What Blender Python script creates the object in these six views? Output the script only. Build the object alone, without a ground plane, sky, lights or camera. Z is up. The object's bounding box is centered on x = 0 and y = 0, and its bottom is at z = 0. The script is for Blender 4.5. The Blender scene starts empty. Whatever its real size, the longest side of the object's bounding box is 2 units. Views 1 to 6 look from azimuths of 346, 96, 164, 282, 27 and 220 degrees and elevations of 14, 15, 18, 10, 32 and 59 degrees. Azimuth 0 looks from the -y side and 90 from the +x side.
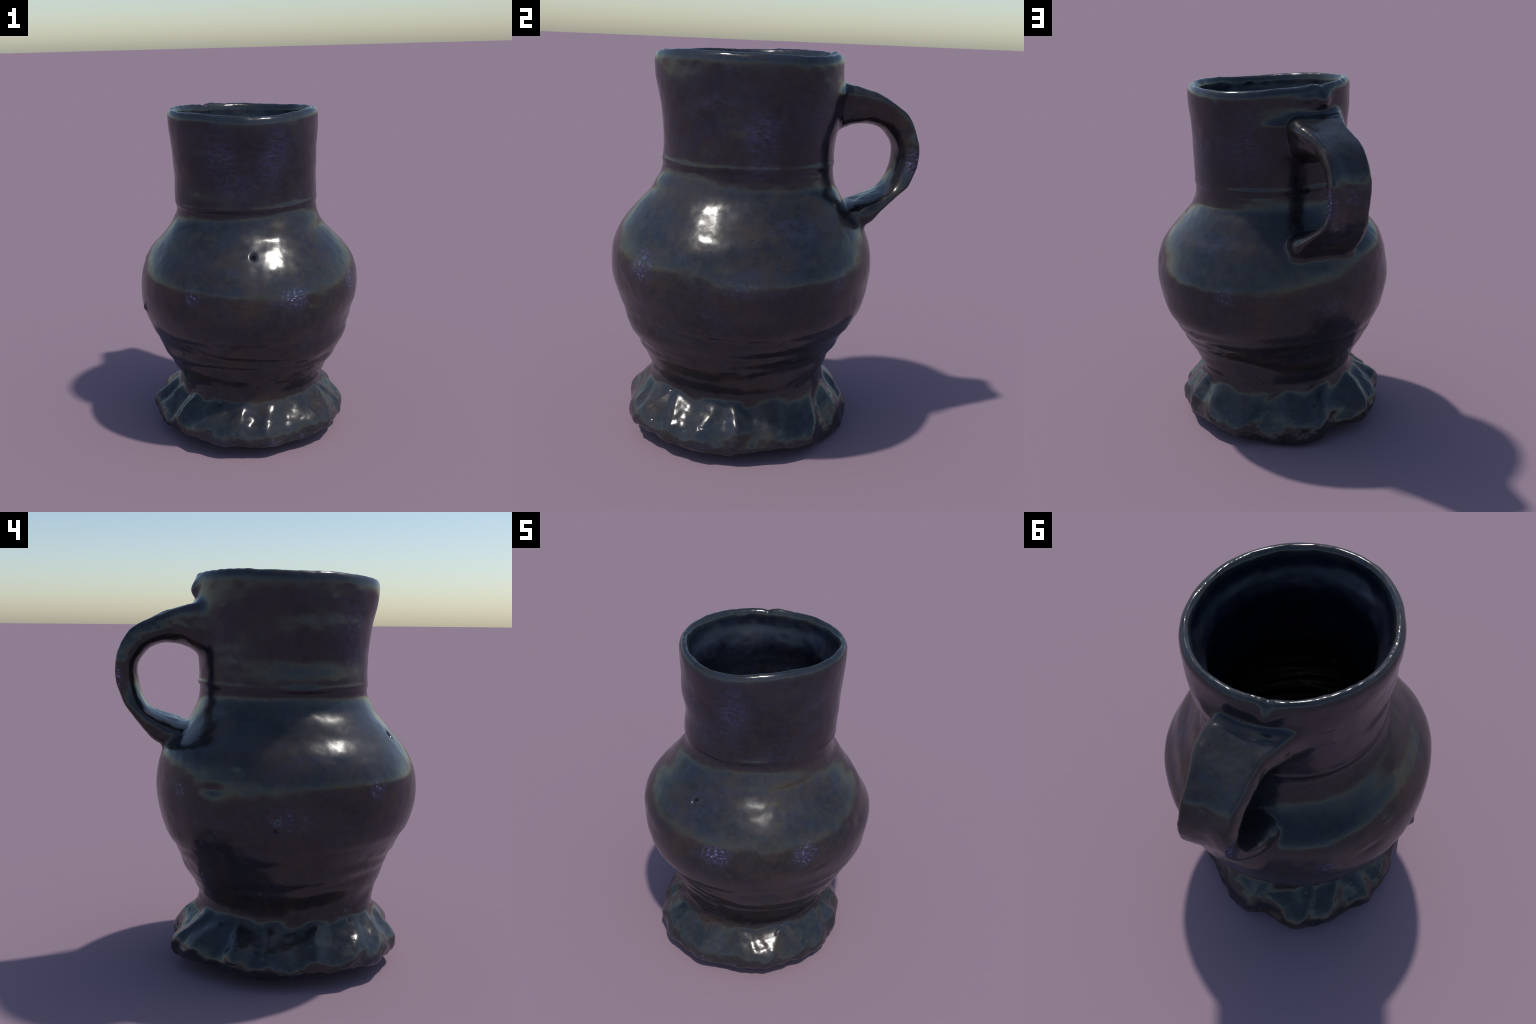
"""A small salt-glazed stoneware jug: wide neck, round belly, thumb-frilled foot, strap handle."""
import math
import bpy
import numpy as np

# ----------------------------------------------------------------------------
# helpers
# ----------------------------------------------------------------------------
TAU = 2 * math.pi


def smoothstep(a, b, x):
    t = np.clip((x - a) / (b - a), 0, 1)
    return t * t * (3 - 2 * t)


def hermite(xk, yk, x):
    """Smooth curve through control points (cubic, tangents by finite difference)."""
    xk, yk, x = np.asarray(xk, float), np.asarray(yk, float), np.asarray(x, float)
    m = np.gradient(yk, xk)
    i = np.clip(np.searchsorted(xk, x) - 1, 0, len(xk) - 2)
    h = xk[i + 1] - xk[i]
    t = np.clip((x - xk[i]) / h, 0, 1)
    return ((2 * t**3 - 3 * t**2 + 1) * yk[i] + (t**3 - 2 * t**2 + t) * h * m[i]
            + (3 * t**2 - 2 * t**3) * yk[i + 1] + (t**3 - t**2) * h * m[i + 1])


def around(deg, vals, theta):
    """Periodic smooth curve through (angle in degrees, value) control points."""
    d, v = np.asarray(deg, float), np.asarray(vals, float)
    d = np.concatenate([d[-3:] - 360, d, d[:3] + 360])
    v = np.concatenate([v[-3:], v, v[:3]])
    return hermite(d, v, np.degrees(theta) % 360)


def hash3(ix, iy, iz, seed):
    h = (ix * 374761393 + iy * 668265263 + iz * 1274126177 + seed * 974634757) & 0xFFFFFFFF
    h = ((h ^ (h >> 13)) * 1274126177) & 0xFFFFFFFF
    h = h ^ (h >> 16)
    return (h & 0xFFFF) / 32767.5 - 1.0


def noise3(P, scale, seed=0):
    """Value noise in -1..1, vectorised over points."""
    q = np.asarray(P, float) * scale + 100.0
    i = np.floor(q).astype(np.int64)
    f = q - i
    f = f * f * f * (f * (f * 6 - 15) + 10)
    out = np.zeros(len(q))
    for dx in (0, 1):
        for dy in (0, 1):
            for dz in (0, 1):
                w = ((f[:, 0] if dx else 1 - f[:, 0]) * (f[:, 1] if dy else 1 - f[:, 1])
                     * (f[:, 2] if dz else 1 - f[:, 2]))
                out += w * hash3(i[:, 0] + dx, i[:, 1] + dy, i[:, 2] + dz, seed)
    return out


def angle_noise(theta, freq, seed):
    P = np.stack([np.cos(theta) * freq, np.sin(theta) * freq, np.full_like(theta, seed * 7.3)], -1)
    return noise3(P.reshape(-1, 3), 1.0, seed).reshape(theta.shape)


def wrap(a):
    return (a + math.pi) % TAU - math.pi


# ----------------------------------------------------------------------------
# 1. the pot wall: stations up the height
#    height, axis x, axis y, radius, oval (cos2, sin2), three-sided (cos3, sin3)
# ----------------------------------------------------------------------------
BODY = [
    (0.28, -0.008, -0.104, 0.448, -0.011, 0.005, 0.005, 0.002),
    (0.36, -0.001, -0.109, 0.460, -0.007, 0.004, 0.002, 0.004),
    (0.44, 0.006, -0.107, 0.494, -0.001, 0.001, -0.001, 0.004),
    (0.54, 0.007, -0.100, 0.545, 0.003, -0.004, -0.002, 0.004),
    (0.64, 0.007, -0.093, 0.598, 0.003, -0.003, -0.001, 0.005),
    (0.74, 0.003, -0.097, 0.644, -0.001, 0.007, 0.004, 0.007),
    (0.84, -0.001, -0.105, 0.668, -0.002, 0.004, 0.003, 0.004),
    (0.94, 0.000, -0.107, 0.673, -0.004, 0.004, 0.003, 0.000),
    (1.04, -0.005, -0.108, 0.654, -0.006, 0.008, 0.004, -0.001),
    (1.14, 0.001, -0.097, 0.600, -0.008, 0.014, -0.003, 0.003),
    (1.22, 0.006, -0.101, 0.526, -0.009, 0.012, -0.009, 0.003),
    (1.29, 0.004, -0.093, 0.474, -0.009, 0.006, -0.010, -0.002),
    (1.335, 0.003, -0.092, 0.448, -0.008, -0.004, -0.007, -0.001),
    (1.38, 0.004, -0.088, 0.433, -0.006, 0.000, -0.003, -0.002),
    (1.46, -0.001, -0.087, 0.434, -0.001, 0.004, 0.001, 0.000),
    (1.58, 0.003, -0.082, 0.435, -0.003, 0.005, 0.001, 0.002),
    (1.70, 0.001, -0.080, 0.447, -0.010, 0.011, -0.001, -0.003),
    (1.82, 0.002, -0.083, 0.455, -0.012, 0.007, -0.003, 0.002),
    (1.93, 0.002, -0.090, 0.457, -0.009, 0.006, -0.004, 0.002),
]
BODY = np.array(BODY)
AXIS = (0.0, -0.09)

# throwing grooves round the lower belly: height, depth, half width, tilt, phase
GROOVES = [
    (0.680, 0.006, 0.020, 0.018, 3.6, 1),
    (0.590, 0.009, 0.022, 0.030, 5.2, 2),
    (0.500, 0.010, 0.024, 0.030, 2.6, 3),
    (0.420, 0.010, 0.028, 0.024, 0.8, 4),
    (0.345, 0.008, 0.024, 0.018, 4.0, 5),
]


def wall(theta, z):
    """Outer surface of the pot: centre and radius at an angle and height."""
    k = BODY[:, 0]
    zc = np.clip(z, k[0], k[-1])
    cx, cy, r, c2, s2, c3, s3 = [hermite(k, BODY[:, j], zc) for j in range(1, 8)]
    R = (r + c2 * np.cos(2 * theta) + s2 * np.sin(2 * theta)
         + c3 * np.cos(3 * theta) + s3 * np.sin(3 * theta))
    return cx, cy, R


# broad hand-made swellings and hollows: angle, height, amount, half angle, half height
SWELLS = [
    (50, 0.47, -0.048, 34, 0.13),
    (212, 0.50, 0.012, 30, 0.08),
    (106, 0.46, 0.022, 30, 0.07),
    (318, 0.51, 0.009, 36, 0.06),
    (315, 0.61, 0.018, 28, 0.07),
    (335, 0.77, -0.005, 24, 0.08),
    (356, 0.62, -0.008, 16, 0.08),
    (18, 0.93, 0.008, 18, 0.07),
    (308, 1.26, -0.011, 28, 0.06),
    (300, 1.12, 0.008, 22, 0.05),
    (222, 1.15, 0.012, 26, 0.10),
    (225, 1.27, 0.013, 30, 0.07),
    (340, 1.23, 0.012, 25, 0.07),
    (160, 1.19, 0.015, 24, 0.10),
    (48, 1.13, -0.040, 26, 0.12),
    (36, 0.99, 0.015, 22, 0.07),
    (346, 1.12, 0.021, 22, 0.12),
    (129, 1.13, 0.036, 22, 0.085),
]


def swells(theta, z):
    d = np.zeros_like(theta)
    for deg, h, amt, ha, hz in SWELLS:
        d += amt * np.exp(-(wrap(theta - math.radians(deg)) / math.radians(ha)) ** 2 - ((z - h) / hz) ** 2)
    return d


def wall_relief(theta, z):
    """Rings, grooves and the step under the neck, as radial offsets."""
    d = swells(theta, z)
    for zz, depth, w, tilt, ph, seed in GROOVES:
        h = zz + tilt * np.sin(theta + ph) + 0.012 * angle_noise(theta, 1.6, seed)
        a = np.clip(0.55 + 0.75 * angle_noise(theta, 1.9, seed + 20), 0.0, 1.3)
        x = (z - h) / w
        d += 0.75 * depth * a * (0.45 * np.exp(-((x - 1.8) / 1.3) ** 2) + 0.3 * np.exp(-((x + 1.8) / 1.3) ** 2) - np.exp(-x * x))
    # cordon at the foot of the neck: a lip that overhangs a shallow channel
    h = 1.447 + 0.007 * np.sin(theta * 1.0 + 1.0) + 0.006 * angle_noise(theta, 2.2, 31)
    a = np.clip(0.6 + 0.9 * angle_noise(theta, 2.6, 32), 0.15, 1.4)
    x = z - h
    d += 0.0085 * np.maximum(a, 0.4) * np.exp(-(x / 0.011) ** 2)
    d -= 0.0035 * a * np.exp(-((x + 0.027) / 0.012) ** 2)
    # faint turning lines on the neck
    zn = smoothstep(1.47, 1.55, z)
    d += zn * 0.0003 * np.sin(z * 95 + 1.5 * np.sin(theta + 1)) * (0.4)
    return d


# ----------------------------------------------------------------------------
# 2. the rim: a rounded lip on a wandering ring
#    angle, ring radius, ring height
# ----------------------------------------------------------------------------
RIM = [
    (0, .424, 1.957), (20, .435, 1.955), (40, .448, 1.951), (60, .451, 1.954), (80, .442, 1.961),
    (100, .433, 1.964), (120, .427, 1.967), (140, .422, 1.973), (160, .424, 1.973), (180, .431, 1.965),
    (200, .432, 1.961), (220, .431, 1.961), (240, .443, 1.953), (260, .456, 1.942), (280, .449, 1.944),
    (300, .427, 1.955), (320, .415, 1.959), (340, .418, 1.957)]
RIM = np.array(RIM)
LIP = 0.026
THICK = 0.055

# ----------------------------------------------------------------------------
# 3. the foot: a flange pinched by the thumb all round
#    angle, greatest radius, height of the widest edge, height of the underside
# ----------------------------------------------------------------------------
FOOT = [
    (0, .564, .143, .042), (12, .558, .109, .053), (24, .563, .101, .060), (36, .562, .114, .056),
    (48, .574, .097, .041), (60, .548, .080, .030), (72, .552, .090, .012), (84, .576, .129, .012),
    (96, .601, .136, .038), (108, .590, .120, .078), (120, .636, .130, .068), (132, .639, .150, .063),
    (144, .635, .142, .085), (156, .609, .128, .085), (168, .627, .141, .060), (180, .595, .152, .046),
    (192, .608, .137, .055), (204, .583, .130, .064), (216, .604, .149, .066), (228, .607, .164, .066),
    (240, .622, .162, .061), (252, .605, .158, .055), (264, .610, .152, .052), (276, .584, .138, .049),
    (288, .583, .135, .051), (300, .601, .149, .064), (312, .598, .144, .074), (324, .580, .120, .069),
    (336, .573, .122, .059), (348, .574, .148, .049)]
FOOT = np.array(FOOT)
FOOT_AXIS = (0.0, -0.11)
# ridges between the thumb prints: angle at the top, angle at the edge, strength
RIDGES = [(11, 4, .85), (27, 33, .4), (64, 55, .45), (86, 80, .3), (110, 96, .8), (133, 131, 1.1),
          (153, 144, .55), (168, 162, .9), (187, 177, 1.0), (210, 208, 1.1), (234, 225, .6), (247, 256, .5),
          (272, 266, .35), (288, 292, .3), (315, 309, .5), (326, 332, .75), (353, 349, .5)]
WAIST = 0.315


def foot_frill(theta, f):
    """Radial relief of the frill; f runs from waist (0) to edge (1)."""
    out = np.zeros_like(theta)
    line = [np.radians(a + (b - a) * f + 3.5 * math.sin(3.4 * f + a)) for a, b, s in RIDGES]
    theta = theta + 0.05 * angle_noise(theta, 5.0, 61 + int(4 * f)) * 0 + 0.035 * angle_noise(theta + 0.3 * f, 4.0, 62)
    for i in range(len(RIDGES)):
        j = (i + 1) % len(RIDGES)
        width = (line[j] - line[i]) % TAU
        u = ((theta - line[i]) % TAU) / width
        on = u < 1
        uu = np.clip(u, 0, 1)
        s = RIDGES[i][2] * (1 - smoothstep(0.25, 0.75, uu)) + RIDGES[j][2] * smoothstep(0.25, 0.75, uu)
        out += np.where(on, s * (0.015 - 0.043 * np.sin(math.pi * uu) ** 1.4 * min(1.0, width / 0.38)), 0)
    return out


def pot_mesh():
    nt = 640
    th = np.linspace(0, TAU, nt, endpoint=False)
    rows = []

    def ring(cx, cy, r, z):
        rows.append(np.stack([cx + r * np.cos(th), cy + r * np.sin(th), z + 0 * th], -1))

    rm = around(FOOT[:, 0], FOOT[:, 1], th)
    rm = rm - 0.006 * np.exp(-(wrap(th - math.radians(290)) / 1.2) ** 2)
    zm = around(FOOT[:, 0], FOOT[:, 2], th)
    zm = zm + 0.010 * angle_noise(th, 5.0, 51) + 0.006 * angle_noise(th, 11.0, 52)
    zb = around(FOOT[:, 0], FOOT[:, 3], th) + 0.008 - 0.020 * np.exp(-(wrap(th - math.radians(110)) / 1.1) ** 2) + 0.004 * angle_noise(th, 13.0, 53)
    fx, fy = FOOT_AXIS
    # underside, from the middle out
    for f in np.linspace(0.02, 0.95, 30):
        ring(fx, fy, f * (rm - 0.035), zb * smoothstep(0.5, 1.0, f) + 0.055 * (1 - smoothstep(0.35, 0.95, f)))
    # rounded edge, bell-shaped slope and waist: share of the flare at each share of the height
    cxw, cyw, rw = wall(th, np.full_like(th, WAIST))
    rwall = rw + wall_relief(th, np.full_like(th, WAIST))
    bell_h = [0.0, 0.06, 0.17, 0.30, 0.44, 0.58, 0.72, 0.86, 0.94, 1.0]
    bell_r = [0.80, 0.93, 0.99, 0.955, 0.82, 0.60, 0.335, 0.10, 0.022, 0.0]
    warp = np.clip(0.8 * (zm - 0.135), -0.045, 0.05)
    for g in np.linspace(0, 1, 84)[1:]:
        z = zb + (WAIST - zb) * g
        gg = np.clip(g - warp * math.sin(math.pi * g), 0, 1)
        prof = hermite(bell_h, bell_r, gg)
        f = np.clip(1 - (g - 0.15) / 0.85, 0, 1.05)
        cx = fx + (cxw - fx) * smoothstep(0, 1, g)
        cy = fy + (cyw - fy) * smoothstep(0, 1, g)
        w = (0.28 + 0.72 * smoothstep(0.12, 0.35, np.array(g))) * (1 - smoothstep(0.74, 0.97, np.array(g)))
        r = rwall + (rm - rwall) * prof + foot_frill(th, f) * w
        ring(cx, cy, r, z)
    zt = around(RIM[:, 0], RIM[:, 2], th)
    rt = around(RIM[:, 0], RIM[:, 1], th)
    ztop = zt - 0.02
    for g in np.linspace(0, 1, 330)[1:]:
        z = WAIST + (ztop - WAIST) * g
        cx, cy, r = wall(th, z)
        ring_z = z
        r = r + wall_relief(th, z)
        # meet the lip exactly
        m = smoothstep(0.90, 1.0, g)
        cx = cx + (AXIS[0] - cx) * m
        cy = cy + (AXIS[1] - cy) * m
        r = r + (rt + LIP - r) * m
        rows.append(np.stack([cx + r * np.cos(th), cy + r * np.sin(th), ring_z], -1))
    # the lip
    wob = 0.0016 * angle_noise(th, 9.0, 41) + 0.0006 * angle_noise(th, 22.0, 42)
    back = np.exp(-(wrap(th - math.radians(130)) / 1.1) ** 2)
    wob = wob + back * 0.0022 * angle_noise(th, 17.0, 43)
    wob = wob - 0.010 * np.exp(-(wrap(th - math.radians(114)) / 0.035) ** 2) + 0.006 * np.exp(-(wrap(th - math.radians(106)) / 0.06) ** 2)
    for a in np.linspace(0, 1, 16):
        b = a * math.pi
        r = rt + LIP * math.cos(b)
        z = zt + (LIP + wob) * math.sin(b) - 0.02 * (1 - math.sin(b))
        rows.append(np.stack([AXIS[0] + r * np.cos(th), AXIS[1] + r * np.sin(th), z], -1))
    # inside wall, downwards, to the floor
    floor = 0.05
    for g in np.linspace(0, 1, 200)[1:]:
        z = ztop + (floor - ztop) * g
        cx, cy, r = wall(th, np.maximum(z, 0.30))
        m = 1 - smoothstep(0.0, 0.05, np.array(g))
        r = r + swells(th, np.maximum(z, 0.30)) - THICK - (0.012 + 0.028 * smoothstep(1.6, 1.80, z)) * smoothstep(0.0, 0.09, np.array(g)) * smoothstep(1.25, 1.40, z) + 0.028 * (1 - smoothstep(1.0, 1.25, z))
        r = r + 0.004 * np.sin(z * 70 + np.sin(th)) * smoothstep(0.25, 0.4, np.array(g))
        cx = cx + (AXIS[0] - cx) * m
        cy = cy + (AXIS[1] - cy) * m
        r = r + (rt - LIP - r) * m
        r = r - 0.10 * smoothstep(0.92, 1.0, np.array(g)) ** 2
        rows.append(np.stack([cx + r * np.cos(th), cy + r * np.sin(th), z], -1))
    last = rows[-1]
    c = last.mean(0)
    for f in np.linspace(1, 0.03, 28)[1:]:
        p = c + (last - c) * f
        p[:, 2] = floor - 0.02 * (1 - f) + 0.006 * math.sin(f * 22)
        rows.append(p)
    V = np.concatenate(rows)
    nr = len(rows)
    i = np.arange(nr - 1)[:, None] * nt
    j = np.arange(nt)[None, :]
    jn = (j + 1) % nt
    F = np.stack([i + j, i + jn, i + nt + jn, i + nt + j], -1).reshape(-1, 4).tolist()
    bottom, top = len(V), len(V) + 1
    V = np.vstack([V, V[:nt].mean(0), V[-nt:].mean(0)])
    for k in range(nt):
        F.append([bottom, (k + 1) % nt, k])
        F.append([top, (nr - 1) * nt + k, (nr - 1) * nt + (k + 1) % nt])
    return V, F


# ----------------------------------------------------------------------------
# 4. the strap handle
#    outer edge (reach, height), inner edge (reach, height), middle x, width
# ----------------------------------------------------------------------------
HANDLE = [
    ((0.280, 1.895), (0.260, 1.530), -0.145, 0.47),
    ((0.355, 1.864), (0.335, 1.575), -0.135, 0.35),
    ((0.420, 1.834), (0.395, 1.627), -0.125, 0.30),
    ((0.490, 1.806), (0.450, 1.642), -0.123, 0.27),
    ((0.570, 1.777), (0.505, 1.644), -0.140, 0.25),
    ((0.643, 1.740), (0.555, 1.630), -0.157, 0.235),
    ((0.694, 1.699), (0.596, 1.608), -0.165, 0.23),
    ((0.735, 1.625), (0.630, 1.561), -0.171, 0.228),
    ((0.757, 1.540), (0.645, 1.516), -0.172, 0.230),
    ((0.757, 1.460), (0.643, 1.452), -0.170, 0.230),
    ((0.742, 1.400), (0.626, 1.388), -0.167, 0.233),
    ((0.708, 1.338), (0.595, 1.324), -0.160, 0.262),
    ((0.660, 1.285), (0.543, 1.290), -0.147, 0.297),
    ((0.604, 1.222), (0.485, 1.268), -0.127, 0.345),
    ((0.560, 1.165), (0.420, 1.243), -0.112, 0.365),
    ((0.532, 1.100), (0.370, 1.225), -0.108, 0.34),
    ((0.470, 1.010), (0.320, 1.160), -0.108, 0.22),
]
HANDLE_TURN = math.radians(13.5)


def wall_at(X, Z):
    """How far back the pot wall lies behind the handle at a sideways offset and height."""
    r = hermite(BODY[:, 0], BODY[:, 3], Z)
    return hermite(BODY[:, 0], BODY[:, 2], Z) + np.sqrt(np.maximum(r * r - X * X, 0.01))


def handle_mesh():
    k = np.arange(len(HANDLE))
    t = np.linspace(0, len(HANDLE) - 1, 150)
    col = lambda f: hermite(k, [f(h) for h in HANDLE], t)
    oy, oz = col(lambda h: h[0][0]), col(lambda h: h[0][1])
    iy, iz = col(lambda h: h[1][0]), col(lambda h: h[1][1])
    mx, w = col(lambda h: h[2]), col(lambda h: h[3])
    n = 64
    a = np.linspace(0, TAU, n, endpoint=False)
    rows = []
    for q in range(len(t)):
        c, s = np.cos(a), np.sin(a)
        ex = np.where(s > 0, 2 / 4.2, 2 / 2.3)     # square shoulders outside, rounded inside
        x = np.sign(c) * np.abs(c) ** ex           # across the strap
        y = np.where(s > 0, np.abs(s) ** (2 / 4.2), -np.abs(s) ** (2 / 2.1))
        ends = float(np.clip(min(t[q] / 3.0, (len(HANDLE) - 1 - t[q]) / 4.0), 0, 1))
        # outer face is dished between two raised edges
        lip = np.clip(y, 0, 1) * (0.16 * np.exp(-((np.abs(x) - 0.90) / 0.16) ** 2) - (0.12 + 0.22 * smoothstep(3.5, 7.0, t[q])) * np.exp(-(x / 0.62) ** 2))
        yy = y + lip * ends + 0.2 * np.where(y < 0, y + 0.0, 0) * 0
        across = x * (w[q] + 0.016) / 2
        f = (yy + 1) / 2
        Y = iy[q] + (oy[q] - iy[q]) * f
        Z = iz[q] + (oz[q] - iz[q]) * f
        turn = HANDLE_TURN * (1 - 0.8 * smoothstep(10.0, 13.5, t[q]))
        X = mx[q] + across * math.cos(turn)
        Y = Y + across * math.sin(turn)
        # the roots wrap round the wall they are pressed on
        root = 1 - smoothstep(0.2, 2.2, t[q]) if t[q] < 5 else smoothstep(len(HANDLE) - 3.2, len(HANDLE) - 1.2, t[q])
        sink = wall_at(X, Z) - 0.028
        Y = Y + (sink - Y) * root
        ringp = np.stack([X, Y, Z], -1)
        rows.append(ringp)
    # close both roots with sheets that hug the wall
    for first in (True, False):
        last = rows[0] if first else rows[-1]
        c0 = last.mean(0)
        for k in (0.8, 0.6, 0.4, 0.2, 0.05):
            p = c0 + (last - c0) * k
            p[:, 1] = wall_at(p[:, 0], p[:, 2]) - 0.028
            rows.insert(0, p) if first else rows.append(p)
    V = np.concatenate(rows)
    F = []
    for r in range(len(rows) - 1):
        for j in range(n):
            jn = (j + 1) % n
            F.append([r * n + j, r * n + n + j, r * n + n + jn, r * n + jn])
    F.append(list(range(n)))
    F.append(list(range((len(rows) - 1) * n, len(rows) * n))[::-1])
    return V, F


def blob(centre, radii, seed):
    """A drip or grit lump, as a closed squashed ball."""
    V, F = [], []
    nu, nv = 24, 12
    for i in range(nv + 1):
        p = math.pi * i / nv
        for j in range(nu):
            a = TAU * j / nu
            V.append((math.sin(p) * math.cos(a), math.sin(p) * math.sin(a), math.cos(p)))
    V = np.array(V)
    V = V * (1 + 0.2 * noise3(V, 1.7, seed))[:, None] * np.array(radii) + np.array(centre)
    for i in range(nv):
        for j in range(nu):
            jn = (j + 1) % nu
            F.append([i * nu + j, i * nu + nu + j, i * nu + nu + jn, i * nu + jn])
    return V, F


def on_wall(deg, z, out=0.0):
    t = np.array([math.radians(deg)])
    cx, cy, r = wall(t, np.array([z]))
    return (float(cx[0] + (r[0] + out) * math.cos(t[0])), float(cy[0] + (r[0] + out) * math.sin(t[0])), z)


pieces = [pot_mesh(), handle_mesh(),
          blob((0.085, 0.395, 0.030), (0.030, 0.030, 0.030), 5)]
V, F, off = [], [], 0
for v, f in pieces:
    V.append(v)
    F += [[k + off for k in face] for face in f]
    off += len(v)
me = bpy.data.meshes.new("clay")
me.from_pydata(np.concatenate(V).tolist(), [], F)
clay = bpy.data.objects.new("clay", me)
bpy.context.scene.collection.objects.link(clay)
rem = clay.modifiers.new("fuse", "REMESH")
rem.mode, rem.voxel_size, rem.adaptivity = "VOXEL", 0.0058, 0.0
dg = bpy.context.evaluated_depsgraph_get()
fused = bpy.data.meshes.new_from_object(clay.evaluated_get(dg))
bpy.data.objects.remove(clay)

nv = len(fused.vertices)
P = np.empty(nv * 3, np.float64)
fused.vertices.foreach_get("co", P)
P = P.reshape(-1, 3)
E = np.empty(len(fused.edges) * 2, np.int64)
fused.edges.foreach_get("vertices", E)
E = E.reshape(-1, 2)
nf = len(fused.polygons)
quads = np.empty(len(fused.loops), np.int64)
fused.loops.foreach_get("vertex_index", quads)
assert len(quads) == 4 * nf
quads = quads.reshape(-1, 4)
deg = np.bincount(E.ravel(), minlength=nv).astype(float)


def relax(P, weight, times, factor=0.5):
    for _ in range(times):
        S = np.empty_like(P)
        for k in range(3):
            S[:, k] = (np.bincount(E[:, 0], P[E[:, 1], k], nv) + np.bincount(E[:, 1], P[E[:, 0], k], nv)) / deg
        P = P + (S - P) * (factor * weight)[:, None]
    return P


def vertex_normals(P):
    a, b, c, d = (P[quads[:, k]] for k in range(4))
    n = np.cross(c - a, d - b)
    N = np.stack([sum(np.bincount(quads[:, j], n[:, k], nv) for j in range(4)) for k in range(3)], -1)
    return N / np.maximum(np.linalg.norm(N, axis=1), 1e-12)[:, None]


def polar(P):
    zc = np.clip(P[:, 2], 0.28, 1.93)
    cx, cy = hermite(BODY[:, 0], BODY[:, 1], zc), hermite(BODY[:, 0], BODY[:, 2], zc)
    x, y = P[:, 0] - cx, P[:, 1] - cy
    th = np.arctan2(y, x)
    return th, np.hypot(x, y), wall(th, P[:, 2])[2] + swells(th, P[:, 2])


th, rad, R = polar(P)
gap = rad - R
side = (np.abs(wrap(th - math.radians(102))) < 0.75) & (P[:, 2] > 0.9) & (P[:, 2] < 1.99)
# take the voxel steps out, then melt the handle ends into the wall
P = relax(P, 0.5 + 0.5 * (1 - smoothstep(0.2, 0.34, P[:, 2])), 9)
joint = np.where(side, np.exp(-((gap - 0.014) / np.where(P[:, 2] < 1.3, 0.046, 0.032)) ** 2) * (gap > -0.03), 0)
outer_joint = joint * (smoothstep(1.0, 1.06, P[:, 2]) * (1 - smoothstep(1.28, 1.34, P[:, 2]))
                       + smoothstep(1.54, 1.6, P[:, 2]) * (1 - smoothstep(1.90, 1.95, P[:, 2])))
P = relax(P, np.clip(outer_joint, 0, 1), 34)

th, rad, R = polar(P)
pad = np.where((np.abs(wrap(th - math.radians(102))) < 0.65), np.exp(-((rad - R - 0.012) / 0.05) ** 2), 0)
P = relax(P, pad * (P[:, 2] > 0.95) * (1 - smoothstep(1.13, 1.19, P[:, 2])) * (rad > R - 0.012), 60)

# hand-made unevenness: broad lumps, small pits, dents that the views show
N = vertex_normals(P)
th, rad, R = polar(P)
gap = rad - R
z = P[:, 2]
inner = (gap < -0.028) & (z > 0.12)
low = 1 - smoothstep(0.55, 0.85, z)
foot_w = 1 - smoothstep(0.20, 0.32, z)
d = (0.0007 + 0.0019 * (1 - smoothstep(1.3, 1.45, z))) * noise3(P, 5.5, 1) + 0.0006 * noise3(P, 12, 2) + 0.0010 * noise3(P, 20, 13) + 0.00020 * noise3(P, 40, 3)
stretched = P * np.array([1, 1, 2.2])
d += low * (0.0040 * noise3(stretched, 4.5, 4) + 0.0010 * noise3(stretched, 11, 5) + 0.0005 * noise3(P, 34, 6))
d += inner * (0.003 * noise3(P, 7, 21) + 0.0014 * noise3(P * np.array([1, 1, 1.6]), 17, 22))
d += np.where(side & (gap > 0.05), 0.0035 * noise3(P, 13, 23) + 0.0010 * noise3(P, 34, 24), 0)
edge_w = foot_w * (1 - smoothstep(0.09, 0.14, z))
d += foot_w * (0.0055 * noise3(P, 10, 7) + 0.0042 * noise3(P, 15, 8) + 0.0014 * noise3(P, 28, 14) + 0.0006 * noise3(P, 45, 12))
d += edge_w * (0.0045 * noise3(P, 24, 9) + 0.0015 * noise3(P, 55, 11))
pits = noise3(P, 38, 10)
d -= low * 0.004 * smoothstep(0.80, 0.98, pits)


def dent(degrees, height, depth, across, tall):
    a = wrap(th - math.radians(degrees)) * R
    g = np.exp(-(a / across) ** 2 - ((z - height) / tall) ** 2)
    return np.where((gap > -0.03), -depth * g, 0)


d += dent(259, 1.205, 0.030, 0.011, 0.011)    # blow hole
# torn smear where the strap was pressed on, and a drip under the rim
d += dent(81, 1.800, -0.016, 0.060, 0.026) + dent(90, 1.79, -0.012, 0.06, 0.05) + dent(112, 1.846, 0.006, 0.09, 0.008)
d += dent(113, 1.900, -0.020, 0.042, 0.032) + dent(114, 1.932, -0.012, 0.050, 0.028) + dent(101, 1.925, -0.008, 0.05, 0.02) + dent(112, 1.862, 0.008, 0.055, 0.010)
d += dent(1, 1.015, 0.006, 0.055, 0.034)
d += dent(159, 0.985, 0.007, 0.050, 0.025)
d += dent(288, 0.935, 0.006, 0.035, 0.025) + dent(332, 0.875, 0.006, 0.030, 0.016) + dent(331, 0.845, -0.003, 0.03, 0.015)
d += dent(187, 0.835, -0.015, 0.022, 0.024)
d += dent(170, 1.10, -0.006, 0.035, 0.02)
P = P + N * d[:, None]

# stand it on the ground, full height 2 m
lo, hi = P[:, 2].min(), P[:, 2].max()
P[:, 2] = (P[:, 2] - lo) * 2.0 / (hi - lo)
N = vertex_normals(P)
fused.vertices.foreach_set("co", P.ravel())
fused.update()

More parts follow.
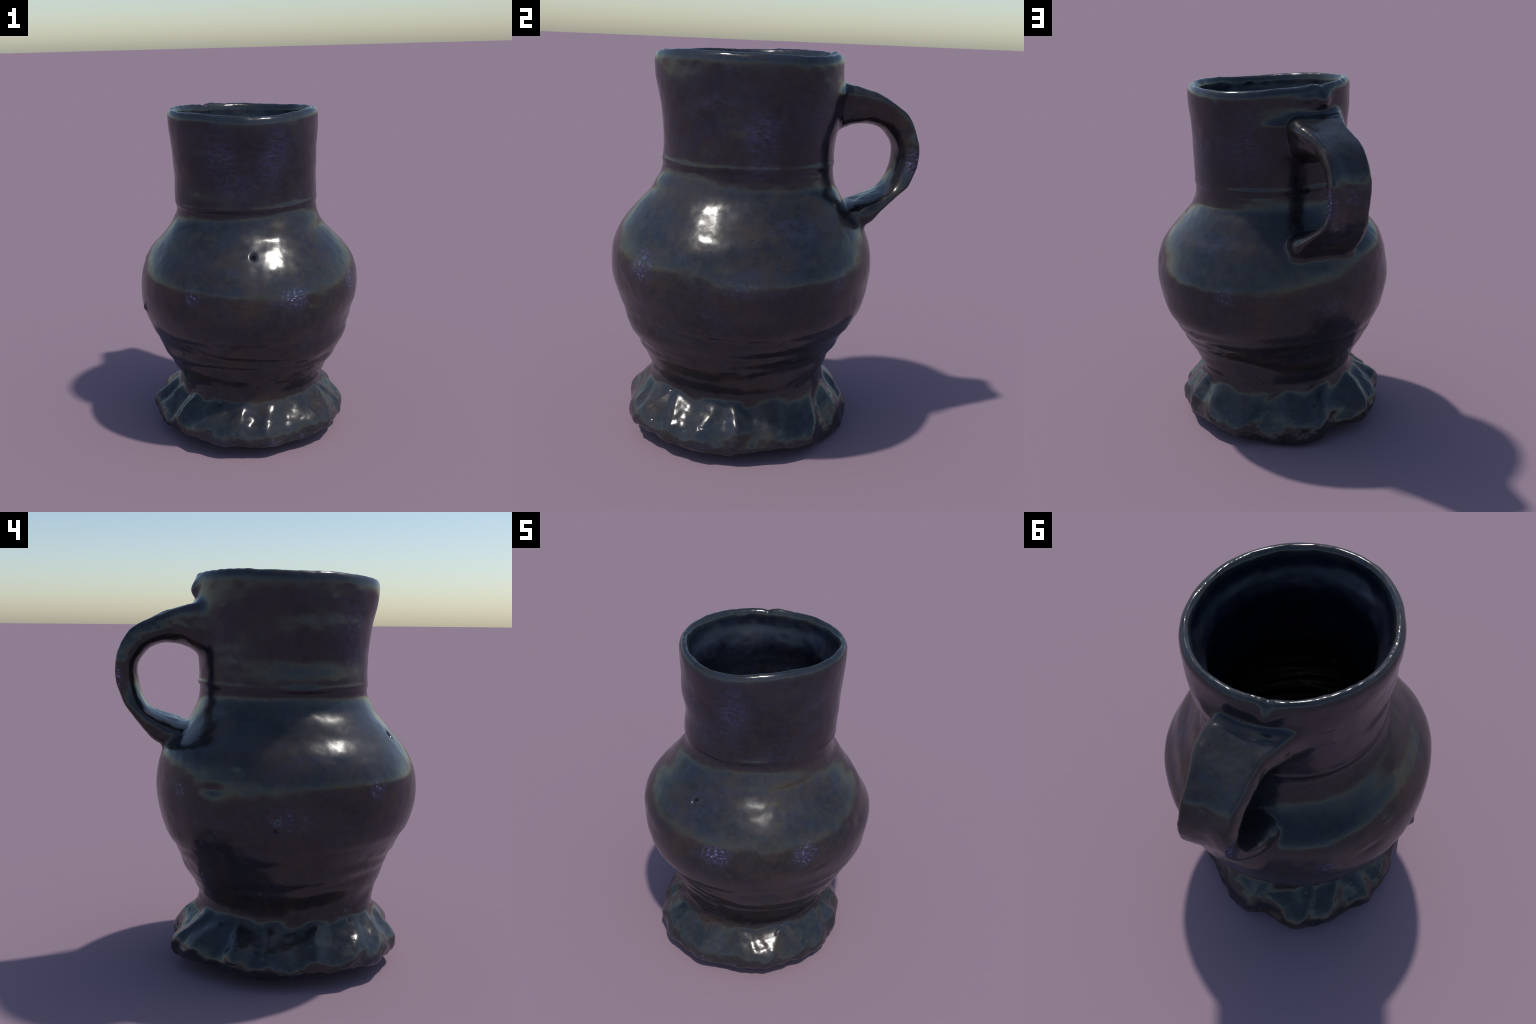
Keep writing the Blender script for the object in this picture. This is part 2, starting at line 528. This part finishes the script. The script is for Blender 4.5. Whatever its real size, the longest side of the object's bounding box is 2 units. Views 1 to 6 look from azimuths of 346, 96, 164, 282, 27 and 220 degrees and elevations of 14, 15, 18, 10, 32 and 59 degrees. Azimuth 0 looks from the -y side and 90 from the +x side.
# ----------------------------------------------------------------------------
# 5. which faces belong to which part
# ----------------------------------------------------------------------------
C = P[quads].mean(1)
thf, radf, Rf = polar(C)
gapf = radf - Rf
zf = C[:, 2]
near_handle = (np.abs(wrap(thf - math.radians(102))) < 0.80)
part = np.full(nf, 1)                                               # 1 belly
part[zf > 1.40] = 2                                                 # 2 neck
part[zf > around(RIM[:, 0], RIM[:, 2], thf) - 0.012] = 3            # 3 rim
fr = np.hypot(C[:, 0] - FOOT_AXIS[0], C[:, 1] - FOOT_AXIS[1])
part[(zf < 0.285) & (fr > 0.2)] = 0                                 # 0 foot
part[(zf < 0.13)] = 0
fn = N[quads].mean(1)
outward = fn[:, 0] * np.cos(thf) + fn[:, 1] * np.sin(thf)
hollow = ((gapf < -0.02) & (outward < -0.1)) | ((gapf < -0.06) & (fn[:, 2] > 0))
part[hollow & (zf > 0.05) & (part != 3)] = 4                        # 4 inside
part[near_handle & (gapf > 0.022) & (zf > 1.02) & (zf < 1.90)] = 5  # 5 handle
NAMES = ["foot", "belly", "neck", "rim", "inner_wall", "handle"]


# ----------------------------------------------------------------------------
# 6. materials
# ----------------------------------------------------------------------------
def glaze(name, dark, mid, warm, cool, warm_amt, cool_amt, rough=(0.15, 0.27), painted_sheen=0.5, bump=0.035, painted_glints=(), glint_amt=1.0):
    m = bpy.data.materials.new(name)
    m.use_nodes = True
    nt = m.node_tree
    nt.nodes.clear()
    n, L = nt.nodes.new, nt.links.new
    out = n("ShaderNodeOutputMaterial")
    bs = n("ShaderNodeBsdfPrincipled")
    L(bs.outputs[0], out.inputs[0])
    tc = n("ShaderNodeTexCoord")

    def noise(scale, detail=4, rough_=0.55, stretch=None):
        t = n("ShaderNodeTexNoise")
        t.inputs["Scale"].default_value = scale
        t.inputs["Detail"].default_value = detail
        t.inputs["Roughness"].default_value = rough_
        if stretch:
            mp = n("ShaderNodeMapping")
            mp.inputs["Scale"].default_value = stretch[0]
            mp.inputs["Location"].default_value = stretch[1]
            L(tc.outputs["Object"], mp.inputs[0])
            L(mp.outputs[0], t.inputs["Vector"])
        else:
            L(tc.outputs["Object"], t.inputs["Vector"])
        return t.outputs["Fac"]

    def ramp(src, lo, hi, a=0.0, b=1.0):
        r = n("ShaderNodeMapRange")
        r.interpolation_type = "SMOOTHSTEP"
        r.inputs["From Min"].default_value, r.inputs["From Max"].default_value = lo, hi
        r.inputs["To Min"].default_value, r.inputs["To Max"].default_value = a, b
        L(src, r.inputs["Value"])
        return r.outputs[0]

    def add(a, b):
        x = n("ShaderNodeMath")
        x.operation = "ADD"
        x.use_clamp = True
        L(a, x.inputs[0])
        L(b, x.inputs[1])
        return x.outputs[0]

    def mix(fac, a, b):
        x = n("ShaderNodeMix")
        x.data_type = "RGBA"
        L(fac, x.inputs["Factor"])
        for s, k in ((a, "A"), (b, "B")):
            sock = [i for i in x.inputs if i.name == k and i.type == "RGBA"][0]
            if isinstance(s, tuple):
                sock.default_value = (*s, 1)
            else:
                L(s, sock)
        return [o for o in x.outputs if o.type == "RGBA"][0]

    def mul(a, b):
        x = n("ShaderNodeMath")
        x.operation = "MULTIPLY"
        L(a, x.inputs[0])
        if isinstance(b, float):
            x.inputs[1].default_value = b
        else:
            L(b, x.inputs[1])
        return x.outputs[0]

    c = mix(ramp(noise(6, 5), 0.35, 0.65), dark, mid)
    c = mix(mul(ramp(noise(3.3, 6, 0.65, ((1, 1, 1.5), (3, 1, 7))), 0.46, 0.64), warm_amt), c, warm)
    c = mix(mul(ramp(noise(4.1, 6, 0.65, ((1, 1, 1.2), (9, 4, 2))), 0.48, 0.66), cool_amt), c, cool)
    # small mottling of the glaze: olive, slate blue, rust and near black
    lift = tuple(1.55 * v for v in mid)
    c = mix(mul(ramp(noise(27, 5, 0.7), 0.42, 0.66), 0.45), c, lift)
    c = mix(mul(ramp(noise(15, 6, 0.7, ((1, 1, 1), (2, 6, 3))), 0.50, 0.66), 0.55), c, (1.1 * lift[0], lift[1], 0.55 * lift[2]))
    c = mix(mul(ramp(noise(19, 6, 0.7, ((1, 1, 1), (7, 1, 5))), 0.50, 0.66), 0.42), c, (0.6 * lift[0], 0.8 * lift[1], 1.25 * lift[2]))
    c = mix(mul(ramp(noise(11, 6, 0.7, ((1, 1, 1), (4, 9, 8))), 0.58, 0.72), 0.5), c, warm)
    c = mix(mul(ramp(noise(48, 4, 0.65), 0.56, 0.70), 0.55), c, tuple(0.45 * v for v in dark))
    # studio-lamp reflections painted violet into the base colour, plus scattered sheen
    grain = ramp(noise(42, 3, 0.6), 0.40, 0.54)
    patch = mul(ramp(noise(3.6, 3, 0.5, ((1, 1, 2.0), (5, 8, 1))), 0.58, 0.74), 0.5)
    stray = patch
    zero = n("ShaderNodeValue")
    zero.outputs[0].default_value = 0.0
    patch = zero.outputs[0]
    for centre, size, tall, strength in painted_glints:
        mp = n("ShaderNodeMapping")
        mp.inputs["Scale"].default_value = (1 / size, 1 / size, 1 / tall)
        mp.inputs["Location"].default_value = (-centre[0] / size, -centre[1] / size, -centre[2] / tall)
        L(tc.outputs["Object"], mp.inputs[0])
        ln = n("ShaderNodeVectorMath")
        ln.operation = "LENGTH"
        L(mp.outputs[0], ln.inputs[0])
        ad = n("ShaderNodeMath")
        ad.operation = "ADD"
        L(patch, ad.inputs[0])
        L(ramp(ln.outputs["Value"], 0.1, 1.5, strength, 0.0), ad.inputs[1])
        ad.use_clamp = True
        patch = ad.outputs[0]
    vor = n("ShaderNodeTexVoronoi")
    vor.inputs["Scale"].default_value = 68
    L(tc.outputs["Object"], vor.inputs["Vector"])
    vor.feature = "SMOOTH_F1"
    sep = n("ShaderNodeSeparateColor")
    L(vor.outputs["Color"], sep.inputs[0])
    spots = ramp(noise(54, 5, 0.70, ((1, 1, 1.5), (0, 0, 0))), 0.50, 0.68)
    c = mix(mul(mul(add(patch, stray), ramp(noise(24, 6, 0.75, ((1, 1, 2.6), (1, 2, 3))), 0.38, 0.64)), min(1.0, painted_sheen * 1.4)), c, (0.034, 0.035, 0.085))
    glint_tint = mix(ramp(sep.outputs[1], 0.3, 0.8), (0.22, 0.26, 0.50), (0.37, 0.31, 0.64))
    c = mix(mul(mul(mul(spots, mul(patch, patch)), grain), glint_amt), c, glint_tint)
    L(c, bs.inputs["Base Color"])
    L(ramp(noise(9, 5, 0.6), 0.3, 0.7, *rough), bs.inputs["Roughness"])
    bs.inputs["IOR"].default_value = 1.5
    b = n("ShaderNodeBump")
    b.inputs["Strength"].default_value = bump
    b.inputs["Distance"].default_value = 0.01
    L(noise(38, 5, 0.6), b.inputs["Height"])
    L(b.outputs[0], bs.inputs["Normal"])
    return m


def painted_glint(deg, height, size, tall, strength):  # one lamp highlight coloured onto the wall: place, spread, strength
    return on_wall(deg, height, 0.0), size, tall, strength


BELLY_PAINTED_GLINTS = [painted_glint(229, .994, .055, .055, 1.0), painted_glint(279, .985, .10, .06, 1.0), painted_glint(323, .99, .08, .075, 1.0),
                painted_glint(8, .955, .10, .05, .55), painted_glint(52, .945, .07, .05, .8), painted_glint(101, .86, .09, .06, .6),
                painted_glint(139, .962, .06, .05, .9), painted_glint(191, .865, .13, .07, .6), painted_glint(240, .70, .05, .05, .3)]
NECK_PAINTED_GLINTS = [painted_glint(238, 1.75, .13, .16, .7), painted_glint(277, 1.75, .10, .15, .9), painted_glint(15, 1.615, .09, .12, .8),
               painted_glint(59, 1.69, .11, .15, .55), painted_glint(16, 1.45, .08, .05, .7), painted_glint(250, 1.58, .16, .10, .45)]
HANDLE_PAINTED_GLINTS = [((-0.06, 0.75, 1.46), .045, .08, 1.0), ((-0.19, 0.74, 1.50), .06, .06, .6), ((-0.28, 0.71, 1.47), .035, .09, .9)]
FOOT_PAINTED_GLINTS = [((0.0 + 0.6 * math.cos(math.radians(a)), -0.11 + 0.6 * math.sin(math.radians(a)), h), .06, .035, k)
               for a, h, k in ((237, .08, .7), (268, .09, .8), (285, .08, .8), (322, .10, .7), (350, .08, .5), (195, .07, .5))]
plum, umber = (0.0085, 0.0080, 0.0125), (0.015, 0.0145, 0.019)
MATS = [
    glaze("foot_glaze", (0.010, 0.011, 0.013), (0.020, 0.020, 0.0215), (0.042, 0.023, 0.012), (0.013, 0.020, 0.030), 0.6, 0.7, painted_sheen=0.6, bump=0.05, painted_glints=FOOT_PAINTED_GLINTS),
    glaze("belly_glaze", (0.0105, 0.0103, 0.0122), (0.0195, 0.0186, 0.0208), (0.042, 0.027, 0.018), (0.014, 0.019, 0.034), 0.7, 0.6, painted_sheen=0.6, painted_glints=BELLY_PAINTED_GLINTS),
    glaze("neck_glaze", plum, umber, (0.026, 0.015, 0.012), (0.012, 0.015, 0.036), 0.35, 0.6, painted_sheen=0.8, painted_glints=NECK_PAINTED_GLINTS, glint_amt=0.28),
    glaze("rim_glaze", (0.010, 0.012, 0.016), (0.016, 0.019, 0.024), (0.03, 0.022, 0.016), (0.015, 0.023, 0.04), 0.4, 0.5, rough=(0.12, 0.24), painted_sheen=0.2),
    glaze("inside_glaze", (0.003, 0.004, 0.009), (0.008, 0.010, 0.020), (0.012, 0.011, 0.013), (0.008, 0.014, 0.028), 0.3, 0.5, rough=(0.25, 0.5), painted_sheen=0.1),
    glaze("handle_glaze", (0.010, 0.010, 0.012), (0.018, 0.017, 0.018), (0.038, 0.023, 0.013), (0.013, 0.019, 0.038), 0.5, 0.5, painted_sheen=0.6, painted_glints=HANDLE_PAINTED_GLINTS),
]

# ----------------------------------------------------------------------------
# 7. objects
# ----------------------------------------------------------------------------
jug = bpy.data.objects.new("stoneware_jug", None)
jug.empty_display_size = 0.2
bpy.context.scene.collection.objects.link(jug)
jug["label"] = "dark brown glazed stoneware jug with frilled foot and handle"
jug["category"] = "jug"

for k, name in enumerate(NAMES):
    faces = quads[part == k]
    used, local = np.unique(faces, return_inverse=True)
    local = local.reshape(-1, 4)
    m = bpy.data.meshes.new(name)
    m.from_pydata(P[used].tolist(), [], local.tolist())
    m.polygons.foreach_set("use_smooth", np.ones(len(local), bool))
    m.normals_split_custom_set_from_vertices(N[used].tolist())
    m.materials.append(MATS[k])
    o = bpy.data.objects.new(name, m)
    o.parent = jug
    bpy.context.scene.collection.objects.link(o)
bpy.data.meshes.remove(fused)
